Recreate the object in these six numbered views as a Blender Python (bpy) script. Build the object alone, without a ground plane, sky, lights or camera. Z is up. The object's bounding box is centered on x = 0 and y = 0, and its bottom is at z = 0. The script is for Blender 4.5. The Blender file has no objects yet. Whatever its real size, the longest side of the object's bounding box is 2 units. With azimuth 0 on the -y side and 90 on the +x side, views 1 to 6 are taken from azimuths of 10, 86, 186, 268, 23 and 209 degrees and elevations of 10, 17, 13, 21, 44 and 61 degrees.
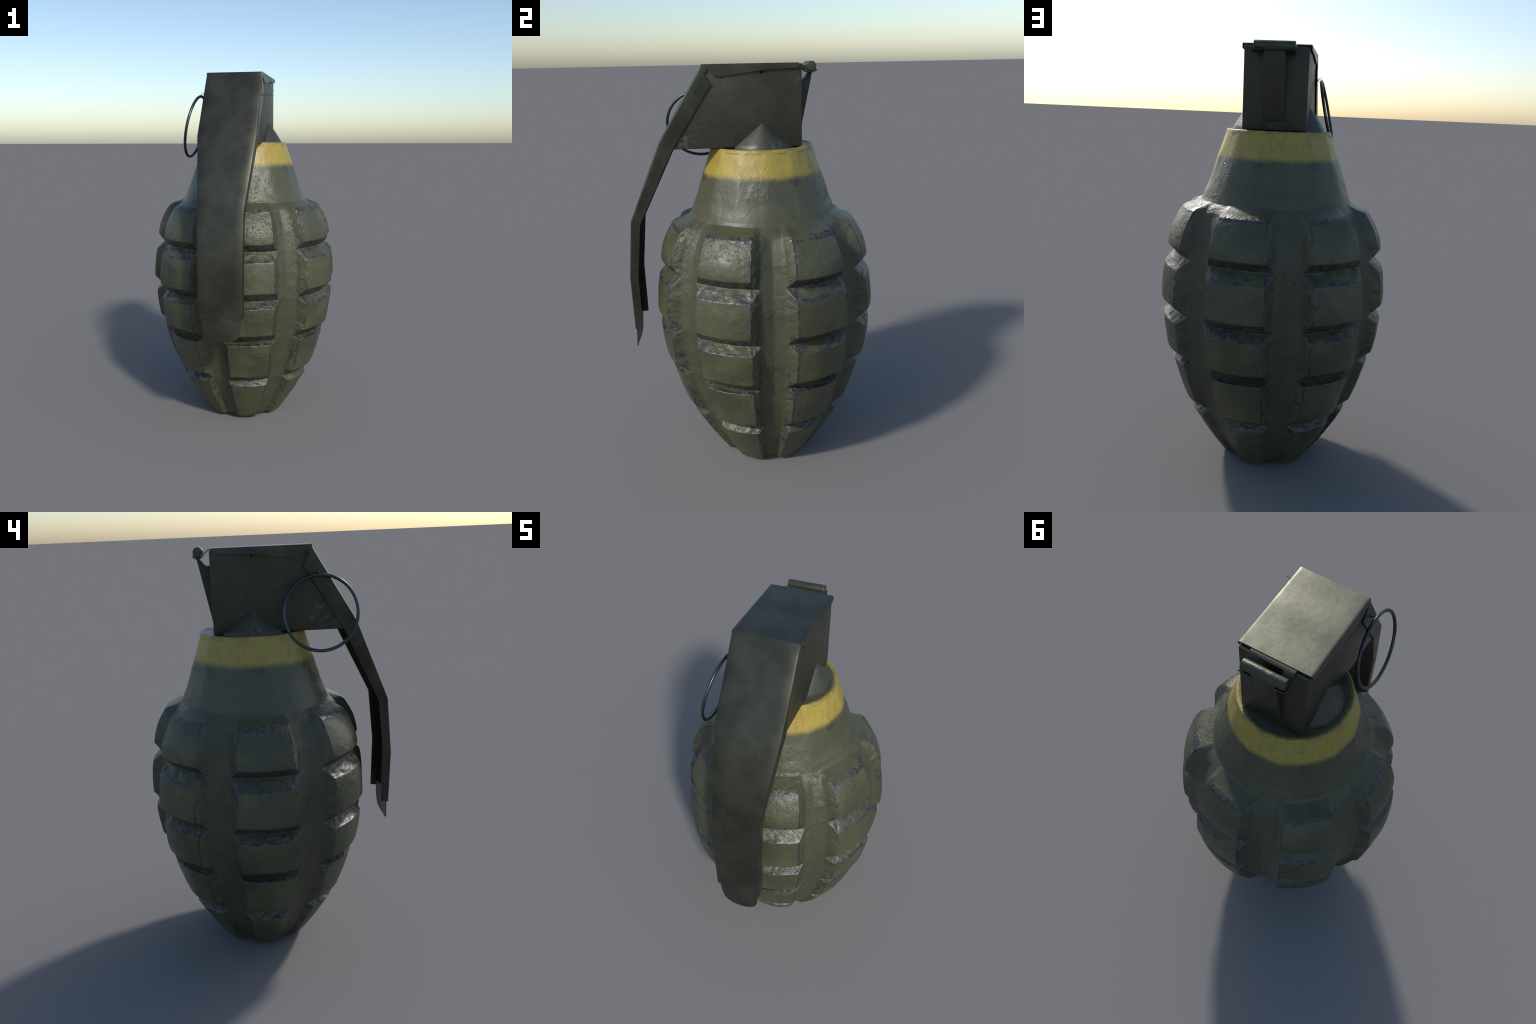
# A cast-iron pineapple hand grenade: ribbed casing, fuze housing, sheet-metal lever, safety pin and pull ring.
import bpy, bmesh, math
from mathutils import Vector, Matrix, noise

AX, AY = 0.0045, 0.0595            # axis of the casing
COLUMNS = 7
SECTOR = 2 * math.pi / COLUMNS
PHASE = math.radians(1.5)        # angle of a vertical groove centre (from +x)
FLOOR_HALF = math.radians(6.9)   # half width of the groove floor
CORNER = math.radians(11.2)      # groove centre -> upper corner of a block
FOOT = 0.020                     # lower end of the blocks; the foot bulges below it
LX = 0.0082                      # symmetry plane of lever and fuze housing

# ------------------------------------------------------------------ helpers
def lerp(a, b, t): return a + (b - a) * t
def clamp(x, a=0.0, b=1.0): return max(a, min(b, x))
def softmin(a, b, k):
    h = clamp(0.5 + 0.5 * (b - a) / k)
    return lerp(b, a, h) - k * h * (1 - h)
def smooth(t):
    t = clamp(t); return t * t * (3 - 2 * t)
def interp(table, x):
    if x >= table[0][0]: return table[0][1]
    for (x0, y0), (x1, y1) in zip(table, table[1:]):
        if x >= x1: return lerp(y0, y1, (x - x0) / (x1 - x0))
    return table[-1][1]
def quad(pts, x):
    """Parabola through three (x, y) points: gives each block face one smooth bulge."""
    (a, ya), (b, yb), (c, yc) = pts
    return (ya * (x - b) * (x - c) / ((a - b) * (a - c)) + yb * (x - a) * (x - c) / ((b - a) * (b - c)) + yc * (x - a) * (x - b) / ((c - a) * (c - b)))
def fbm(p, scale, octaves=3):
    v, a, s = 0.0, 1.0, scale
    for _ in range(octaves):
        v += a * noise.noise(Vector(p) * s); a *= 0.5; s *= 2.1
    return v

def make_object(name, mesh, parent=None, mats=()):
    ob = bpy.data.objects.new(name, mesh)
    bpy.context.scene.collection.objects.link(ob)
    for m in mats: mesh.materials.append(m)
    if parent: ob.parent = parent
    return ob
def shade(mesh, angle=35):
    for p in mesh.polygons: p.use_smooth = True
    mesh.set_sharp_from_angle(angle=math.radians(angle))
def apply_modifiers(ob):
    dg = bpy.context.evaluated_depsgraph_get()
    me = bpy.data.meshes.new_from_object(ob.evaluated_get(dg))
    ob.modifiers.clear(); old = ob.data; ob.data = me; bpy.data.meshes.remove(old)
    me.name = ob.name
    return me
def bm_mesh(bm, name):
    me = bpy.data.meshes.new(name); bm.to_mesh(me); bm.free(); return me

# ------------------------------------------------------------------ materials
class Nodes:
    """Small wrapper that makes node chains read like expressions."""
    def __init__(self, name):
        self.mat = bpy.data.materials.new(name); self.mat.use_nodes = True
        self.t = self.mat.node_tree; self.t.nodes.clear()
        self.out = self.t.nodes.new("ShaderNodeOutputMaterial")
        self.bsdf = self.t.nodes.new("ShaderNodeBsdfPrincipled")
        self.t.links.new(self.bsdf.outputs[0], self.out.inputs[0])
        self.coord = self.t.nodes.new("ShaderNodeTexCoord").outputs["Object"]
    def link(self, v, sock):
        if hasattr(v, "is_linked"): self.t.links.new(v, sock)
        else: sock.default_value = v
    def math(self, op, *a, clamp=False):
        n = self.t.nodes.new("ShaderNodeMath"); n.operation = op; n.use_clamp = clamp
        for i, v in enumerate(a): self.link(v, n.inputs[i])
        return n.outputs[0]
    def add(self, a, b): return self.math("ADD", a, b)
    def sub(self, a, b): return self.math("SUBTRACT", a, b)
    def mul(self, a, b): return self.math("MULTIPLY", a, b)
    def mx(self, a, b): return self.math("MAXIMUM", a, b)
    def mn(self, a, b): return self.math("MINIMUM", a, b)
    def near(self, a, b, e): return self.math("COMPARE", a, b, e)
    def step(self, v, lo, hi):
        n = self.t.nodes.new("ShaderNodeMapRange"); n.interpolation_type = "SMOOTHSTEP"
        self.link(v, n.inputs[0]); self.link(lo, n.inputs[1]); self.link(hi, n.inputs[2])
        return n.outputs[0]
    def noise(self, scale, detail=3, rough=0.55, vec=None, dist=0.0, stretch=None):
        n = self.t.nodes.new("ShaderNodeTexNoise")
        v = vec or self.coord
        if stretch:
            m = self.t.nodes.new("ShaderNodeMapping"); m.inputs["Scale"].default_value = stretch
            self.t.links.new(v, m.inputs[0]); v = m.outputs[0]
        self.t.links.new(v, n.inputs["Vector"])
        n.inputs["Scale"].default_value = scale; n.inputs["Detail"].default_value = detail
        n.inputs["Roughness"].default_value = rough; n.inputs["Distortion"].default_value = dist
        return n.outputs[0]
    def voronoi(self, scale, feature="F1", rnd=1.0):
        n = self.t.nodes.new("ShaderNodeTexVoronoi"); n.feature = feature
        self.t.links.new(self.coord, n.inputs["Vector"]); n.inputs["Scale"].default_value = scale
        n.inputs["Randomness"].default_value = rnd
        return n.outputs["Distance"]
    def mix(self, f, a, b):
        n = self.t.nodes.new("ShaderNodeMix"); n.data_type = "RGBA"
        self.link(f, n.inputs[0])
        for v, s in ((a, n.inputs[6]), (b, n.inputs[7])):
            if hasattr(v, "is_linked"): self.t.links.new(v, s)
            else: s.default_value = (*v, 1)
        return n.outputs[2]
    def mixf(self, f, a, b):
        return self.add(a, self.mul(f, self.sub(b, a)))
    def bump(self, h, strength, dist=0.01, prev=None):
        n = self.t.nodes.new("ShaderNodeBump"); n.inputs["Strength"].default_value = strength
        n.inputs["Distance"].default_value = dist
        self.t.links.new(h, n.inputs["Height"])
        if prev: self.t.links.new(prev, n.inputs["Normal"])
        return n.outputs[0]
    def finish(self, color, rough, metal, normal=None, spec=0.5):
        b = self.bsdf
        if hasattr(color, "is_linked"): self.t.links.new(color, b.inputs["Base Color"])
        else: b.inputs["Base Color"].default_value = (*color, 1)
        self.link(rough, b.inputs["Roughness"]); self.link(metal, b.inputs["Metallic"])
        self.link(spec, b.inputs["Specular IOR Level"])
        if normal: self.t.links.new(normal, b.inputs["Normal"])
        return self.mat

# block rows: (z of upper edge, z of lower edge); valleys lie between them
ROWS = [(1.256, 1.096), (1.002, 0.838), (0.753, 0.600), (0.538, 0.337), (0.267, -0.05)]
VALLEYS = [1.053, 0.788, 0.555, 0.298]

OLIVE = (0.070, 0.073, 0.037)
OLIVE_DARK = (0.049, 0.051, 0.027)
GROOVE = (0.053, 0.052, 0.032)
CHIP = (0.092, 0.092, 0.096)
YELLOW = (0.315, 0.250, 0.044)

def casing_material():
    n = Nodes("chipped_olive_paint")
    sep = n.t.nodes.new("ShaderNodeSeparateXYZ"); n.t.links.new(n.coord, sep.inputs[0])
    x, y, z = sep.outputs
    dx, dy = n.sub(x, AX), n.sub(y, AY)
    theta = n.math("ARCTAN2", dy, dx)
    phi = n.math("PINGPONG", n.sub(n.add(theta, 4 * SECTOR), PHASE), SECTOR / 2)   # 0 in a groove, SECTOR/2 mid block
    rad = n.math("SQRT", n.add(n.mul(dx, dx), n.mul(dy, dy)))
    fine = n.noise(60, 4, 0.65); mid = n.noise(22, 4, 0.6); big = n.noise(5, 3, 0.5)
    jag = n.sub(mid, 0.5); jagf = n.sub(fine, 0.5)
    # wear: vertical block edges
    pj = n.add(phi, n.add(n.mul(jag, 0.028), n.mul(jagf, 0.02)))
    edge = n.near(pj, CORNER + 0.003, 0.0085)
    edge = n.mul(edge, n.step(n.noise(9, 2), 0.40, 0.46))
    rows = None; bevels = None; under = None
    zj = n.add(z, n.add(n.mul(jag, 0.028), n.mul(jagf, 0.014)))
    for (zt, zb) in ROWS:
        e = n.near(zj, zt + 0.001, 0.0055); rows = e if rows is None else n.mx(rows, e)
    for zv, (zt, _) in zip(VALLEYS, ROWS[1:]):
        c = n.near(z, (zv + zt) / 2, (zv - zt) / 2 + 0.002)
        bevels = c if bevels is None else n.mx(bevels, c)
    for zv, (_, zb) in zip(VALLEYS, ROWS):
        c = n.near(zj, (zv + zb) / 2, (zb - zv) / 2 - 0.001)
        under = c if under is None else n.mx(under, c)
    onblock = n.step(phi, FLOOR_HALF + 0.01, FLOOR_HALF + 0.03)
    face = n.step(phi, CORNER - 0.02, CORNER)
    rows = n.mx(rows, n.mul(n.near(zj, 1.262, 0.011), n.step(n.noise(26, 3), 0.48, 0.52)))
    rows = n.mul(rows, n.mul(face, n.step(n.noise(7, 2), 0.42, 0.47)))
    bevels = n.mul(bevels, n.mul(onblock, n.step(n.noise(19, 4, 0.62, stretch=(1, 1, 0.5)), 0.50, 0.57)))
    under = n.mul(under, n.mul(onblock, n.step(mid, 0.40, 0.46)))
    body = n.step(z, 1.278, 1.272)
    walls = n.mul(n.mul(n.near(pj, (FLOOR_HALF + CORNER) / 2, 0.03), n.step(n.noise(17, 3, 0.7), 0.56, 0.60)), n.step(z, 0.75, 0.6))
    spots = n.mul(n.step(n.noise(13, 5, 0.75), 0.70, 0.72), n.step(z, 1.45, 1.40))
    chip = n.mx(n.mx(n.mx(edge, rows), n.mx(n.mul(bevels, 0.7), n.mul(under, 0.75))), walls)
    chip = n.mx(n.mul(chip, body), spots)
    # paint colours
    col = n.mix(n.step(big, 0.35, 0.65), OLIVE_DARK, OLIVE)
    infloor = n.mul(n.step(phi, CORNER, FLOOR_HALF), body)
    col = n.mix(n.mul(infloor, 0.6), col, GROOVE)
    streak = n.noise(30, 3, 0.6, stretch=(1, 1, 0.06))
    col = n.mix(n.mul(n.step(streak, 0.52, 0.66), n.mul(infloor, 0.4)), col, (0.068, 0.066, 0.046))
    neckmask = n.step(z, 1.285, 1.305)
    col = n.mix(n.mul(neckmask, 0.45), col, (0.072, 0.074, 0.047))  # neck paint greyed and lightened: its specular sheen is tinted into the base colour
    # dark oval smudges just below the band, one above each block
    az = n.mul(n.sub(SECTOR / 2, phi), 3.2); zz = n.mul(n.sub(z, 1.492), 10.5)
    smudge = n.step(n.math("SQRT", n.add(n.mul(az, az), n.mul(zz, zz))), 0.38, 0.22)
    col = n.mix(n.mul(smudge, 0.75), col, (0.036, 0.038, 0.028))
    # yellow band with a softly sprayed lower border and rubbed streaks
    zb = n.add(z, n.add(n.mul(n.sub(n.noise(11, 2), 0.5), 0.022), n.mul(jagf, 0.006)))
    band = n.step(zb, 1.484, 1.518)
    rub = n.noise(24, 3, 0.6, stretch=(1, 1, 0.10))
    yel = n.mix(n.step(rub, 0.50, 0.66), YELLOW, (0.30, 0.20, 0.045))
    yel = n.mix(n.mul(n.step(rub, 0.44, 0.34), 0.75), yel, (0.24, 0.20, 0.06))
    rim = n.mul(n.step(zb, 1.612, 1.622), n.step(mid, 0.42, 0.55))
    yel = n.mix(n.mul(rim, 0.7), yel, (0.16, 0.13, 0.06))
    inner = n.mul(n.step(rad, 0.229, 0.223), n.step(z, 1.45, 1.5))
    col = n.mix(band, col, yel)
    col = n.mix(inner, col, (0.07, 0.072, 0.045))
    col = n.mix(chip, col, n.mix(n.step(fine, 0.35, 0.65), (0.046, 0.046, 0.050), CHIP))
    # pits and cast grain
    clump = n.step(n.noise(5.5, 2), 0.46, 0.60)
    pit = n.mul(n.step(n.noise(58, 1, 0.4), 0.66, 0.74), clump)
    grain = n.add(n.mul(n.noise(120, 3, 0.6), 0.30), n.mul(n.noise(40, 3, 0.5), 0.70))
    nb = n.bump(n.mul(grain, n.add(0.45, clump)), 0.42, 0.010)
    nb = n.bump(n.sub(1.0, pit), 0.50, 0.007, nb)
    nb = n.bump(n.mul(n.step(n.noise(105, 1, 0.4), 0.62, 0.72), n.add(0.25, clump)), 0.40, 0.004, nb)
    nb = n.bump(n.sub(1.0, chip), 0.35, 0.004, nb)
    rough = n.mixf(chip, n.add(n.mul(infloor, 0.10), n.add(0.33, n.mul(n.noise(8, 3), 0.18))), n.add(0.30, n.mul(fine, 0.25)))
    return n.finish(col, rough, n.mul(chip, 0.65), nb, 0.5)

def sheet_metal_material(name, base, dark, rough=0.40, metal=0.75, grain=0.10, worn=0.0, rubbed=()):
    n = Nodes(name)
    cloud = n.noise(8, 5, 0.58)
    col = n.mix(n.step(cloud, 0.30, 0.72), dark, base)
    r = n.add(rough - 0.12, n.mul(n.noise(7, 4, 0.6), 0.28))
    if worn:
        patches = n.mul(n.step(n.noise(6, 2), 0.58, 0.70), 0.6)
        for (c, rad) in rubbed:                              # places where handling has rubbed the paint
            d = n.t.nodes.new("ShaderNodeVectorMath"); d.operation = "DISTANCE"
            n.t.links.new(n.coord, d.inputs[0]); d.inputs[1].default_value = c
            patches = n.mx(patches, n.step(d.outputs["Value"], rad, rad * 0.35))
        w = n.mul(n.step(n.add(n.noise(48, 5, 0.75), n.mul(patches, 0.10)), 0.62, 0.68), patches)
        col = n.mix(n.mul(w, worn), col, (0.17, 0.17, 0.18))
    nb = n.bump(n.add(n.noise(20, 4, 0.6, dist=0.6), n.mul(n.noise(90, 2), 0.2)), grain, 0.02)
    return n.finish(col, r, metal, nb)

MAT_CASING = casing_material()
MAT_LEVER = sheet_metal_material("dark_lever_steel", (0.070, 0.072, 0.055), (0.042, 0.044, 0.033), 0.38, 0.75, 0.03)
MAT_HOUSING = sheet_metal_material("olive_drab_housing", (0.050, 0.050, 0.032), (0.037, 0.037, 0.025), 0.46, 0.50, 0.16, 0.45,
    [((-0.137, -0.265, 1.680), 0.13), ((0.153, -0.29, 1.65), 0.07), ((0.02, 0.24, 1.645), 0.03)])
MAT_GUSSET = sheet_metal_material("grey_olive_gusset", (0.058, 0.061, 0.043), (0.045, 0.048, 0.034), 0.42, 0.35, 0.10, 0.5,
    [((-0.19, 0.05, 1.66), 0.06), ((0.2, 0.12, 1.64), 0.05)])
MAT_HINGE = sheet_metal_material("worn_hinge_steel", (0.060, 0.063, 0.038), (0.042, 0.045, 0.028), 0.38, 0.4, 0.2, 0.9)
MAT_STRAP = sheet_metal_material("dark_strap_steel", (0.042, 0.039, 0.026), (0.033, 0.031, 0.022), 0.48, 0.4, 0.08, 0.3)
MAT_RING = sheet_metal_material("blued_ring_steel", (0.080, 0.084, 0.098), (0.055, 0.058, 0.070), 0.32, 0.85, 0.03)
MAT_TAB = sheet_metal_material("bare_lever_tip", (0.17, 0.17, 0.175), (0.13, 0.13, 0.135), 0.45, 0.7, 0.05)

# ------------------------------------------------------------------ casing surface
def rows_of_casing():
    """Profile stations from the rim down: (groove r, groove z, block r, block z, v, region). v = how far a block stands up."""
    st = []
    def seg(n, f0, f1, b0, b1, v0, v1, region, vf=None):
        for i in range(n):
            t = i / n
            v = vf(t) if vf else lerp(v0, v1, t)
            st.append((lerp(f0[0], f1[0], t), lerp(f0[1], f1[1], t), lerp(b0[0], b1[0], t), lerp(b0[1], b1[1], t), v, region))
    def chain(pts, counts, region):
        for (a, b), c in zip(zip(pts, pts[1:]), counts):
            seg(c, a, b, a, b, 1, 1, region)
    chain([(0.222, 1.6205), (0.226, 1.6212), (0.231, 1.6232), (0.236, 1.6248), (0.2405, 1.6248), (0.2440, 1.6215), (0.2480, 1.610), (0.3450, 1.3277)],
          [3, 3, 2, 2, 2, 4, 70], "neck")
    # shoulder: groove and block profiles part company
    F = [(0.3450, 1.3277), (0.3497, 1.3135), (0.3560, 1.2995), (0.377, 1.2810), (0.398, 1.263), (0.418, 1.238), (0.437, 1.200), (0.455, 1.152), (0.467, 1.096), (0.4755, 1.053)]
    B = [(0.3450, 1.3277), (0.3500, 1.3135), (0.3585, 1.3005), (0.393, 1.2850), (0.426, 1.274), (0.443, 1.263), (0.4570, 1.242), (0.490, 1.178), (0.510, 1.096), (0.516, 1.053)]
    cnt = [6, 6, 8, 9, 8, 10, 18, 20, 14]
    for i, c in enumerate(cnt):
        last = i == len(cnt) - 1
        seg(c, F[i], F[i + 1], B[i], B[i + 1], 1, 0 if last else 1, "shoulder" if i < 6 else 0)
    face = [(z, r) for r, z in B[6:9]]
    st[:] = [(fr, fz, quad(face, bz) if reg == 0 and bz >= B[8][1] else br, bz, v, reg) for fr, fz, br, bz, v, reg in st]
    # below: everything is a function of z
    rF = [(1.053, 0.476), (0.93, 0.487), (0.788, 0.489), (0.68, 0.478), (0.555, 0.450), (0.43, 0.412), (0.298, 0.364), (0.16, 0.294), (0.0, 0.194)]
    rB = [(1.053, 0.516), (1.002, 0.5235), (0.93, 0.5350), (0.838, 0.5385), (0.788, 0.534), (0.753, 0.5285), (0.680, 0.523), (0.600, 0.5095), (0.555, 0.490),
          (0.538, 0.4825), (0.440, 0.4560), (0.337, 0.4200), (0.298, 0.401), (0.267, 0.3845), (0.14, 0.3120), (0.0, 0.2160)]
    faces = [None, (1.002, 0.93, 0.838), (0.753, 0.680, 0.600), (0.538, 0.440, 0.337), (0.267, 0.14, 0.0)]
    def block_r(k, zz):
        f = faces[k]
        return quad([(q, interp(rB, q)) for q in f], zz) if f[2] <= zz <= f[0] else interp(rB, zz)
    for k in range(1, 5):
        zt, zb = ROWS[k]; zv0 = VALLEYS[k - 1]; zv1 = VALLEYS[k] if k < 4 else None
        parts = [(zv0, zt, 0, 1, 20), (zt, max(zb, FOOT), 1, 1, 40)]
        if zv1 is not None: parts.append((zb, zv1, 1, 0, 16))
        for (a, b, v0, v1, c) in parts:
            for i in range(c):
                t = i / c; zz = lerp(a, b, t)
                st.append((interp(rF, zz), zz, block_r(k, zz), zz, lerp(v0, v1, t), k))
    st.append((interp(rF, FOOT), FOOT, interp(rB, FOOT), FOOT, 1.0, 4))
    return st

def phi_samples():
    half = []
    for a, b, c in ((0, FLOOR_HALF, 9), (FLOOR_HALF, CORNER - 0.01, 9), (CORNER - 0.01, CORNER + 0.01, 8), (CORNER + 0.01, CORNER + 0.04, 4), (CORNER + 0.04, SECTOR / 2, 13)):
        half += [lerp(a, b, i / c) for i in range(c)]
    return half + [SECTOR / 2] + [SECTOR - p for p in reversed(half[1:])]

def build_casing(root):
    st = rows_of_casing(); ph = phi_samples(); m = len(ph); N = m * COLUMNS
    bm = bmesh.new(); verts = []
    for (fr, fz, br, bz, v, region) in st:
        row = []
        for c in range(COLUMNS):
            for p in ph:
                a = PHASE + c * SECTOR + p
                d = min(p, SECTOR - p)
                ca, sa = math.cos(a), math.sin(a)
                if region == "neck":
                    # faint facet seams above each groove, gently lumpy casting
                    r = fr; z = fz
                    if z < 1.61:
                        q = (ca * r, sa * r, z)
                        fade = smooth((z - 1.330) / 0.05)
                        r += fade * (0.0022 * fbm(q, 9, 2) - 0.0014 * math.exp(-(d / 0.040) ** 2) * clamp((1.61 - z) * 20))
                        delta = abs(d - SECTOR / 4)                  # fourteen soft facets
                        facet = math.cos(SECTOR / 4) / math.cos(SECTOR / 4 - abs(SECTOR / 4 - delta))
                        r *= lerp(1.0, facet, 0.55 * fade)
                    else:
                        r += 0.0015 * noise.noise(Vector((ca * 4, sa * 4, z * 20)))
                else:
                    q = (ca * br, sa * br, bz)
                    j = fbm(q, 34, 3); j2 = fbm((q[0] + 5, q[1], q[2]), 12, 2)
                    w = (d - FLOOR_HALF) / (CORNER - FLOOR_HALF)
                    if -0.5 < w < 1.4: w += 0.09 * j + 0.05 * j2
                    w = -softmin(-w, 0.0, 0.16)          # fillet where the wall meets the floor
                    vv = v + (0.13 * j + 0.07 * j2) * 4 * v * (1 - v) if v < 1.0 else 1.4
                    h = softmin(softmin(w, vv, 0.03), 1.0, 0.035)
                    h = max(h, 0.0)
                    r = lerp(fr, br, h); z = lerp(fz, bz, h)
                    u = d / FLOOR_HALF                   # the groove floor is a shallow V with a centre crease
                    if u < 1: r -= 0.017 * (1 - 0.6 * abs(u) - 0.4 * u * u) * smooth((1.285 - z) / 0.05) * lerp(0.0, 1.0, smooth((z - 0.15) / 0.4))
                    t = clamp((d - CORNER) / (SECTOR / 2 - CORNER))
                    r += 0.004 * h * t * (2 - t) * clamp((1.25 - z) * 10)
                    r += 0.0014 * fbm(q, 16, 3) * clamp((z - FOOT) * 20) * clamp((1.327 - bz) * 30)
                row.append(bm.verts.new((AX + r * ca, AY + r * sa, max(z, 0.0))))
        verts.append(row)
    region_layer = bm.faces.layers.int.new("region")
    # region codes: 0 core, 1 neck, 10+ blocks
    tags = {}
    for i in range(len(st) - 1):
        reg = st[i][5]
        for jx in range(N):
            k = (jx + 1) % N
            f = bm.faces.new((verts[i][jx], verts[i + 1][jx], verts[i + 1][k], verts[i][k]))
            pj = jx % m; c = jx // m
            p0 = ph[pj]; p1 = ph[pj + 1] if pj + 1 < m else SECTOR
            pm = (p0 + p1) / 2; d = min(pm, SECTOR - pm)
            if reg == "neck": code = 1
            elif isinstance(reg, int) and d > FLOOR_HALF: code = 10 + c * 5 + reg
            else: code = 0
            f[region_layer] = code; f.smooth = True
    # underside: a shallow dished foot
    rings = [verts[-1]]
    for rr, zz in ((0.85, 0.010), (0.6, 0.002), (0.3, 0.0)):
        rings.append([bm.verts.new((AX + (v.co.x - AX) * rr, AY + (v.co.y - AY) * rr, zz)) for v in verts[-1]])
    ctr = bm.verts.new((AX, AY, 0.0))
    for a, b in zip(rings, rings[1:]):
        for jx in range(N):
            k = (jx + 1) % N; f = bm.faces.new((a[jx], b[jx], b[k], a[k])); f[region_layer] = 0; f.smooth = True
    for jx in range(N):
        f = bm.faces.new((rings[-1][jx], ctr, rings[-1][(jx + 1) % N])); f.smooth = True
    # well floor inside the rim
    c2 = bm.verts.new((AX, AY, 1.6205))
    for jx in range(N):
        f = bm.faces.new((verts[0][(jx + 1) % N], c2, verts[0][jx])); f[region_layer] = 1; f.smooth = True
    bmesh.ops.recalc_face_normals(bm, faces=bm.faces)
    bm.normal_update()
    # separate by region, keeping the whole surface's normals
    groups = {}
    for f in bm.faces: groups.setdefault(f[region_layer], []).append(f)
    casing = None; out = {}
    for code in sorted(groups):
        fs = groups[code]; index = {}; co = []; nor = []; faces = []
        for f in fs:
            ids = []
            for v in f.verts:
                if v.index not in index or v not in index:
                    if v not in index:
                        index[v] = len(co); co.append(v.co[:]); nor.append(v.normal[:])
                ids.append(index[v])
            faces.append(ids)
        name = "casing" if code == 0 else "neck" if code == 1 else "fragment_block"
        me = bpy.data.meshes.new(name); me.from_pydata(co, [], faces); me.update()
        for p in me.polygons: p.use_smooth = True
        me.normals_split_custom_set_from_vertices(nor)
        ob = make_object(name, me, None, [MAT_CASING])
        out[code] = ob
    bm.free()
    out[0].parent = root; out[1].parent = root
    for code, ob in out.items():
        if code >= 10: ob.parent = out[0]
    return out

# ------------------------------------------------------------------ generic solids
def prism(name, outline_yz, x0, x1, parent, mat, bevel=0.003, angle=30):
    bm = bmesh.new()
    a = [bm.verts.new((x0, y, z)) for y, z in outline_yz]
    b = [bm.verts.new((x1, y, z)) for y, z in outline_yz]
    bm.faces.new(a); bm.faces.new(list(reversed(b)))
    for i in range(len(a)):
        k = (i + 1) % len(a); bm.faces.new((a[k], a[i], b[i], b[k]))
    bmesh.ops.recalc_face_normals(bm, faces=bm.faces)
    ob = make_object(name, bm_mesh(bm, name), parent, [mat])
    if bevel:
        md = ob.modifiers.new("bevel", "BEVEL"); md.width = bevel; md.segments = 3; md.limit_method = "ANGLE"; md.angle_limit = math.radians(angle)
        md.harden_normals = False
    return ob

def tube(name, pts, radius, parent, mat, cyclic=False, res=6):
    cu = bpy.data.curves.new(name, "CURVE"); cu.dimensions = "3D"
    sp = cu.splines.new("POLY"); sp.points.add(len(pts) - 1); sp.use_cyclic_u = cyclic
    for p, c in zip(sp.points, pts): p.co = (*c, 1)
    cu.bevel_depth = radius; cu.bevel_resolution = res; cu.use_fill_caps = True
    tmp = bpy.data.objects.new(name, cu); bpy.context.scene.collection.objects.link(tmp)
    me = bpy.data.meshes.new_from_object(tmp.evaluated_get(bpy.context.evaluated_depsgraph_get()))
    bpy.data.objects.remove(tmp); bpy.data.curves.remove(cu); me.materials.clear(); me.name = name
    for p in me.polygons: p.use_smooth = True
    return make_object(name, me, parent, [mat])

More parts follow.
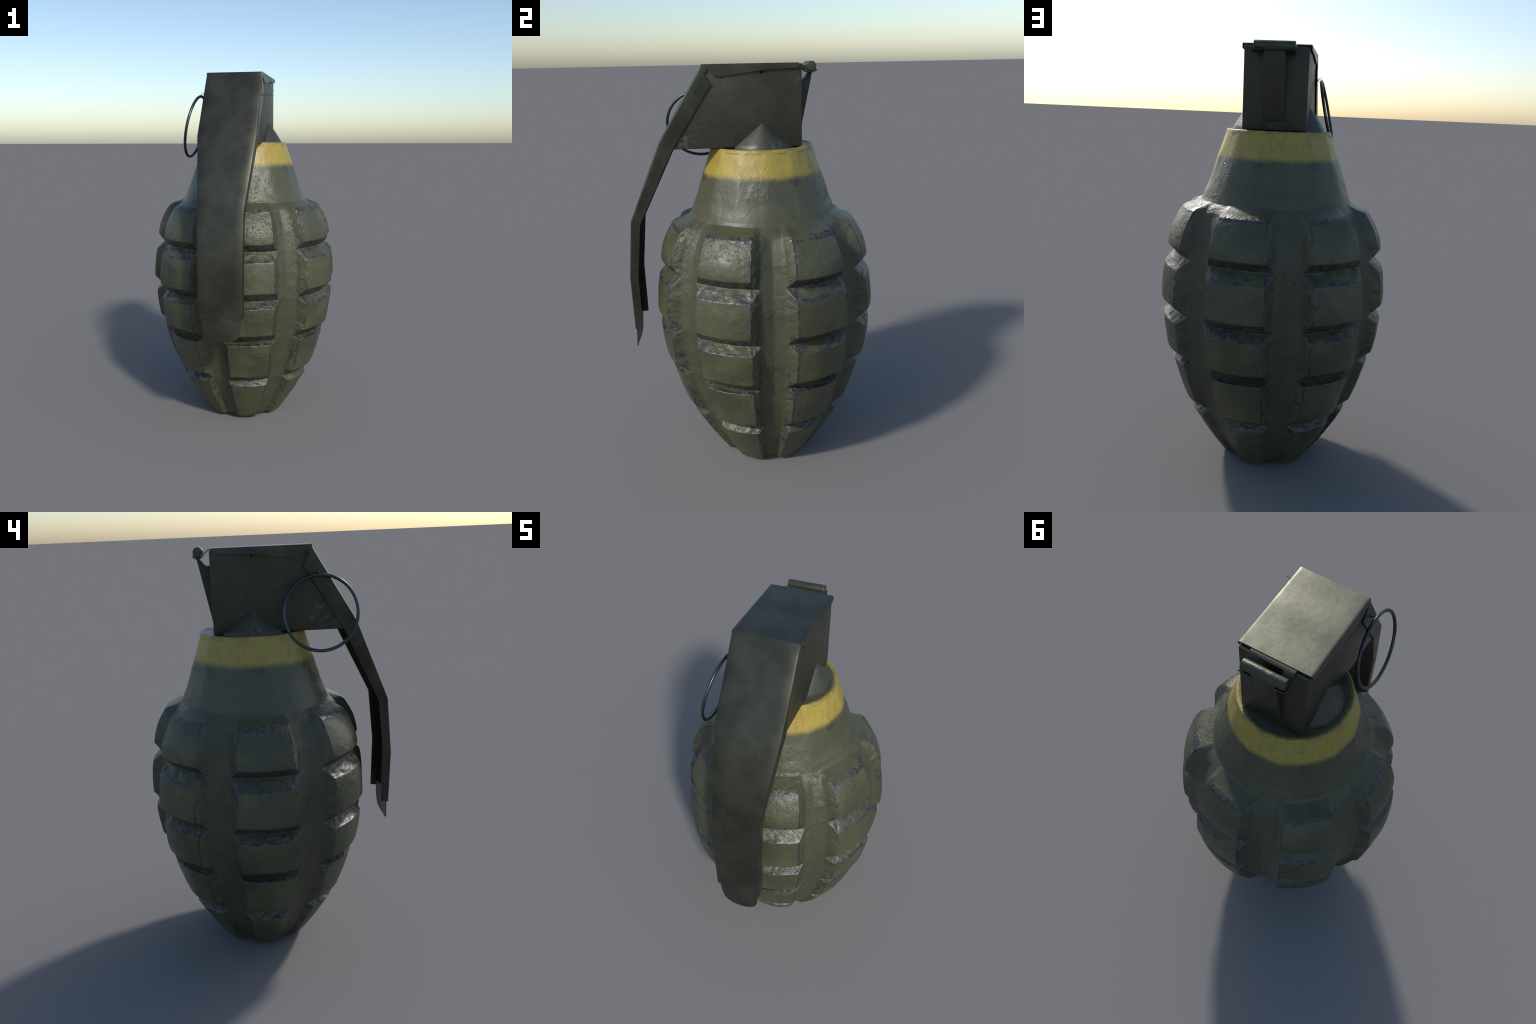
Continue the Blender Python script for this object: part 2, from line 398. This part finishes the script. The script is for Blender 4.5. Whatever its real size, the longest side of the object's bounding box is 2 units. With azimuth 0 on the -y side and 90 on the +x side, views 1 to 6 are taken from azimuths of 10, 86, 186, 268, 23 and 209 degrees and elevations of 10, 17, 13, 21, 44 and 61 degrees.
# ------------------------------------------------------------------ fuze housing
def build_housing(root):
    x0, x1 = -0.1370, 0.1545
    out = [(0.2385, 1.6265), (0.2385, 1.9835), (-0.190, 1.9835), (-0.356, 1.6265)]
    ob = prism("fuze_housing", out, x0, x1, root, MAT_HOUSING, 0.004)
    for v in ob.data.vertices:                            # slightly narrower at the rear
        if v.co.y > 0.2: v.co.x += -0.0045 if v.co.x > 0 else 0.002
    # transverse pin hole near the top
    bm = bmesh.new()
    bmesh.ops.create_cone(bm, cap_ends=True, segments=24, radius1=0.0070, radius2=0.0070, depth=0.6,
                          matrix=Matrix.Translation((0, 0.058, 1.9555)) @ Matrix.Rotation(math.pi / 2, 4, "Y"))
    cut = make_object("hole_cutter", bm_mesh(bm, "hole_cutter"))
    bo = ob.modifiers.new("hole", "BOOLEAN"); bo.object = cut; bo.operation = "DIFFERENCE"
    me = apply_modifiers(ob); bpy.data.objects.remove(cut); shade(me, 40)
    # conical gussets that spread from each side wall to the rim
    for s, wall, reach in ((1, x1 - 0.001, 0.075), (-1, x0 + 0.001, 0.080)):
        bm = bmesh.new(); apex = (wall - 0.002 * s, 0.0585, 1.7365)
        n, half, levels = 4, 0.134, 6
        R = (half * half + reach * reach) / (2 * reach); a0 = math.asin(half / R)
        rows = []
        for l in range(levels + 2):
            if l <= levels: t = l / levels; z = lerp(1.7365, 1.6250, t)
            else: t = 1.0; z = 1.6190
            row = []
            for i in range(n + 1):
                a = lerp(-a0, a0, i / n)
                off = (R * math.cos(a) - (R - reach)); yy = R * math.sin(a)
                bulge = t + 0.04 * math.sin(math.pi * t)
                row.append(bm.verts.new((wall + s * (off * bulge - 0.002), 0.0625 + lerp(-0.004, 0, t) + yy * t, z)))
            rows.append(row)
        for a, b in zip(rows, rows[1:]):
            for i in range(n): bm.faces.new((a[i], a[i + 1], b[i + 1], b[i]))
        bm.faces.new(rows[-1])
        bmesh.ops.remove_doubles(bm, verts=bm.verts, dist=1e-5)
        bmesh.ops.recalc_face_normals(bm, faces=bm.faces)
        g = make_object("gusset", bm_mesh(bm, "gusset"), ob, [MAT_GUSSET]); shade(g.data, 55)
    # wedge strap up the rear face and the hinge pin it carries
    strap = prism("rear_strap", [(0.2370, 1.668), (0.2405, 1.670), (0.2440, 1.690), (0.2985, 1.958), (0.2830, 1.9465), (0.2630, 1.9215), (0.2530, 1.9165), (0.2370, 1.9200)],
                  -0.0385, 0.0575, ob, MAT_STRAP, 0.0015)
    shade(apply_modifiers(strap), 30)
    bm = bmesh.new()
    bmesh.ops.create_cone(bm, cap_ends=True, segments=40, radius1=0.0222, radius2=0.0222, depth=0.178,
                          matrix=Matrix.Translation((0.0105, 0.2885, 1.9778)) @ Matrix.Rotation(math.pi / 2, 4, "Y"))
    pin = make_object("hinge_pin", bm_mesh(bm, "hinge_pin"), ob, [MAT_HINGE])
    md = pin.modifiers.new("bevel", "BEVEL"); md.width = 0.0025; md.segments = 3; md.limit_method = "ANGLE"; md.angle_limit = math.radians(50)
    shade(apply_modifiers(pin), 40)
    return ob

# ------------------------------------------------------------------ lever
LEVER_HALF = [(2.0, 0.1530), (1.9925, 0.1530), (1.660, 0.1560), (1.283, 0.1200), (1.006, 0.1185), (0.738, 0.1170), (0.6, 0.115)]
# lower edge of the side flanges, each station paired with the point of the fold it hangs from
FLANGE = [((0.2226, 1.9925), (0.2215, 1.9745)), ((0.2150, 1.9925), (0.2150, 1.9715)), ((0.0550, 1.9925), (0.0550, 1.9645)),
          ((-0.0315, 1.9925), (-0.0315, 1.9527)), ((-0.1240, 1.9925), (-0.1240, 1.9406)), ((-0.1380, 1.9925), (-0.1380, 1.9405)),
          ((-0.1510, 1.9925), (-0.1510, 1.9435)), ((-0.1620, 1.9925), (-0.1620, 1.9540)), ((-0.1795, 1.9925), (-0.1795, 1.9700)),
          ((-0.1930, 1.9925), (-0.1915, 1.9745)), ((-0.2065, 1.9925), (-0.1990, 1.9720)), ((-0.2140, 1.9804), (-0.2005, 1.9620)),
          ((-0.2350, 1.9464), (-0.1800, 1.9260)), ((-0.2480, 1.9254), (-0.1676, 1.9080)), ((-0.4140, 1.6610), (-0.3536, 1.6260)),
          ((-0.5765, 1.2830), (-0.5320, 1.2690)), ((-0.6025, 1.0060), (-0.5590, 1.0070)), ((-0.5985, 0.7390), (-0.5560, 0.7450))]
def half_width(z): return interp(LEVER_HALF, z)

def build_lever(root):
    # channel section swept along the lever: flange, rounded fold, plate, fold, flange
    bm = bmesh.new(); R = 0.0045; rows = []
    for (oy, oz), (iy, iz) in FLANGE:
        o, i = Vector((oy, oz)), Vector((iy, iz)); t = (i - o); L = t.length; t.normalize()
        hw, hi = half_width(oz), half_width(iz)
        sec = [(-hi, L), (-lerp(hw, hi, 0.5), L * 0.5)]
        for k in range(6):
            a = k / 5 * math.pi / 2 * 0.86
            sec.append((-(hw - R + R * math.cos(a)), 0.0040 + R * (1 - math.sin(a))))
        sec += [(-(hw - 0.013), 0.0020), (-(hw - 0.022), 0.0003), (-(hw - 0.034), -0.0010), (-(hw - 0.050), -0.0018), (0.0, -0.0022)]   # softly crowned plate
        if oz > 1.99: sec = [(x, d if k < 2 else max(-0.0015, d - 0.0055)) for k, (x, d) in enumerate(sec)]   # the roof stays flat
        sec += [(-x, d) for x, d in reversed(sec[:-1])]
        rows.append([bm.verts.new((LX + x, oy + t.x * d, oz + t.y * d)) for x, d in sec])
    for a, b in zip(rows, rows[1:]):
        for k in range(len(a) - 1): bm.faces.new((a[k], a[k + 1], b[k + 1], b[k]))
    bmesh.ops.recalc_face_normals(bm, faces=bm.faces)
    if sum(f.normal.z * f.calc_area() for f in bm.faces) < 0: bmesh.ops.reverse_faces(bm, faces=bm.faces)
    ob = make_object("safety_lever", bm_mesh(bm, "safety_lever"), root, [MAT_LEVER])
    so = ob.modifiers.new("sheet", "SOLIDIFY"); so.thickness = 0.005; so.offset = -1; so.use_even_offset = False
    shade(apply_modifiers(ob), 24)
    # dished thumb tip below the flanges
    outline = [(0.775, 0.105), (0.710, 0.103), (0.668, 0.097), (0.642, 0.087), (0.628, 0.070), (0.6205, 0.050), (0.6185, 0.036)]
    bm = bmesh.new(); nu, nv = 20, 16; grid = []
    for j in range(nv + 1):
        t = (j / nv) ** 0.7
        z = lerp(0.775, 0.6185, t); hw = interp(outline, z)
        row = []
        for i in range(nu + 1):
            u = -1 + 2 * i / nu; xx = u * hw
            yy = -0.6000 - 0.005 * t + 0.012 * (abs(xx) / 0.1) ** 2.0
            row.append(bm.verts.new((LX + 0.006 * t + xx, yy, z)))
        grid.append(row)
    for a, b in zip(grid, grid[1:]):
        for i in range(nu): bm.faces.new((a[i], b[i], b[i + 1], a[i + 1]))
    bmesh.ops.recalc_face_normals(bm, faces=bm.faces)
    if sum(f.normal.y for f in bm.faces) > 0: bmesh.ops.reverse_faces(bm, faces=bm.faces)
    tip = make_object("thumb_tip", bm_mesh(bm, "thumb_tip"), ob, [MAT_LEVER, MAT_TAB])
    so = tip.modifiers.new("sheet", "SOLIDIFY"); so.thickness = 0.005; so.offset = -1; so.material_offset = 1; so.material_offset_rim = 0
    shade(apply_modifiers(tip), 40)
    # rear tongue: runs back from the roof, splits around the strap and hooks under the hinge pin
    curve = [(0.2180, 1.9915), (0.2330, 1.9910), (0.2440, 1.9875), (0.2540, 1.9800), (0.2640, 1.9690), (0.2730, 1.9585), (0.2830, 1.9535), (0.2950, 1.9530), (0.3050, 1.9575), (0.3120, 1.9650)]
    bm = bmesh.new()
    for (xa, xb, i0, i1) in ((-0.0815, -0.0415, 0, 9), (0.0590, 0.1040, 0, 9), (-0.0415, 0.0590, 0, 2)):
        for i in range(i0, i1):
            (y0, z0), (y1, z1) = curve[i], curve[i + 1]
            bm.faces.new([bm.verts.new(p) for p in ((xa, y0, z0), (xb, y0, z0), (xb, y1, z1), (xa, y1, z1))])
    bmesh.ops.remove_doubles(bm, verts=bm.verts, dist=1e-5)
    bmesh.ops.recalc_face_normals(bm, faces=bm.faces)
    if sum(f.normal.z for f in bm.faces) < 0: bmesh.ops.reverse_faces(bm, faces=bm.faces)
    tg = make_object("hinge_hook", bm_mesh(bm, "hinge_hook"), ob, [MAT_LEVER])
    so = tg.modifiers.new("sheet", "SOLIDIFY"); so.thickness = 0.004; so.offset = -1
    shade(apply_modifiers(tg), 40)
    # round pivot ears of the housing seen through the flange slots
    for s, wall in ((-1, -0.1370), (1, 0.1545)):
        bm = bmesh.new()
        bmesh.ops.create_cone(bm, cap_ends=True, segments=28, radius1=0.0085, radius2=0.0085, depth=0.010,
                              matrix=Matrix.Translation((wall + 0.002 * s, -0.1925, 1.9655)) @ Matrix.Rotation(math.pi / 2, 4, "Y"))
        e = make_object("pivot_ear", bm_mesh(bm, "pivot_ear"), ob, [MAT_HOUSING]); shade(e.data, 40)
    return ob

# ------------------------------------------------------------------ safety pin and ring
def build_pin(root):
    py, pz = -0.2375, 1.8725
    xl, xr = LX - half_width(1.88), LX + half_width(1.88)
    legs = []
    a = tube("safety_pin", [(xl - 0.013, py, pz + 0.006), (xl - 0.004, py, pz + 0.001), (xl, py, pz), (xr, py, pz), (xr + 0.040, py + 0.004, pz + 0.003), (xr + 0.066, py + 0.009, pz + 0.020)], 0.0010, root, MAT_RING, res=3)
    tube("pin_leg", [(xl - 0.004, py, pz - 0.003), (xr, py, pz - 0.003), (xr + 0.064, py - 0.003, pz - 0.004)], 0.0008, a, MAT_RING, res=3)
    eye = [(xl - 0.0125 + 0.0095 * math.cos(t), py + 0.002 * math.sin(t), pz + 0.0005 + 0.0095 * math.sin(t)) for t in [i * 2 * math.pi / 24 for i in range(24)]]
    tube("pin_eye", eye, 0.0014, a, MAT_RING, True, 3)
    # little punched eyelets where the pin leaves the flanges
    for x in (xl, xr):
        bm = bmesh.new()
        bmesh.ops.create_cone(bm, cap_ends=True, segments=20, radius1=0.0048, radius2=0.0048, depth=0.003, matrix=Matrix.Translation((x, py, pz - 0.001)) @ Matrix.Rotation(math.pi / 2, 4, "Y"))
        e = make_object("pin_eyelet", bm_mesh(bm, "pin_eyelet"), a, [MAT_STRAP]); shade(e.data, 40)
    # pull ring hanging from the pin eye, leaning outwards
    c = Vector((-0.2030, -0.2378, 1.7085)); tilt = 0.2214
    n = Vector((-math.cos(tilt), 0.013, math.sin(tilt))).normalized()
    u = Vector((0, 1, 0)); u = (u - n * u.dot(n)).normalized(); w = n.cross(u)
    pts = [tuple(c + 0.1630 * (math.cos(t) * u + math.sin(t) * w)) for t in [i * 2 * math.pi / 96 for i in range(96)]]
    tube("pull_ring", pts, 0.0074, root, MAT_RING, True, 6)

# ------------------------------------------------------------------ assemble
root = bpy.data.objects.new("hand_grenade", None)
bpy.context.scene.collection.objects.link(root)
root["label"] = "worn olive pineapple hand grenade with yellow neck band"
root["category"] = "hand grenade"
build_casing(root)
build_housing(root)
build_lever(root)
build_pin(root)
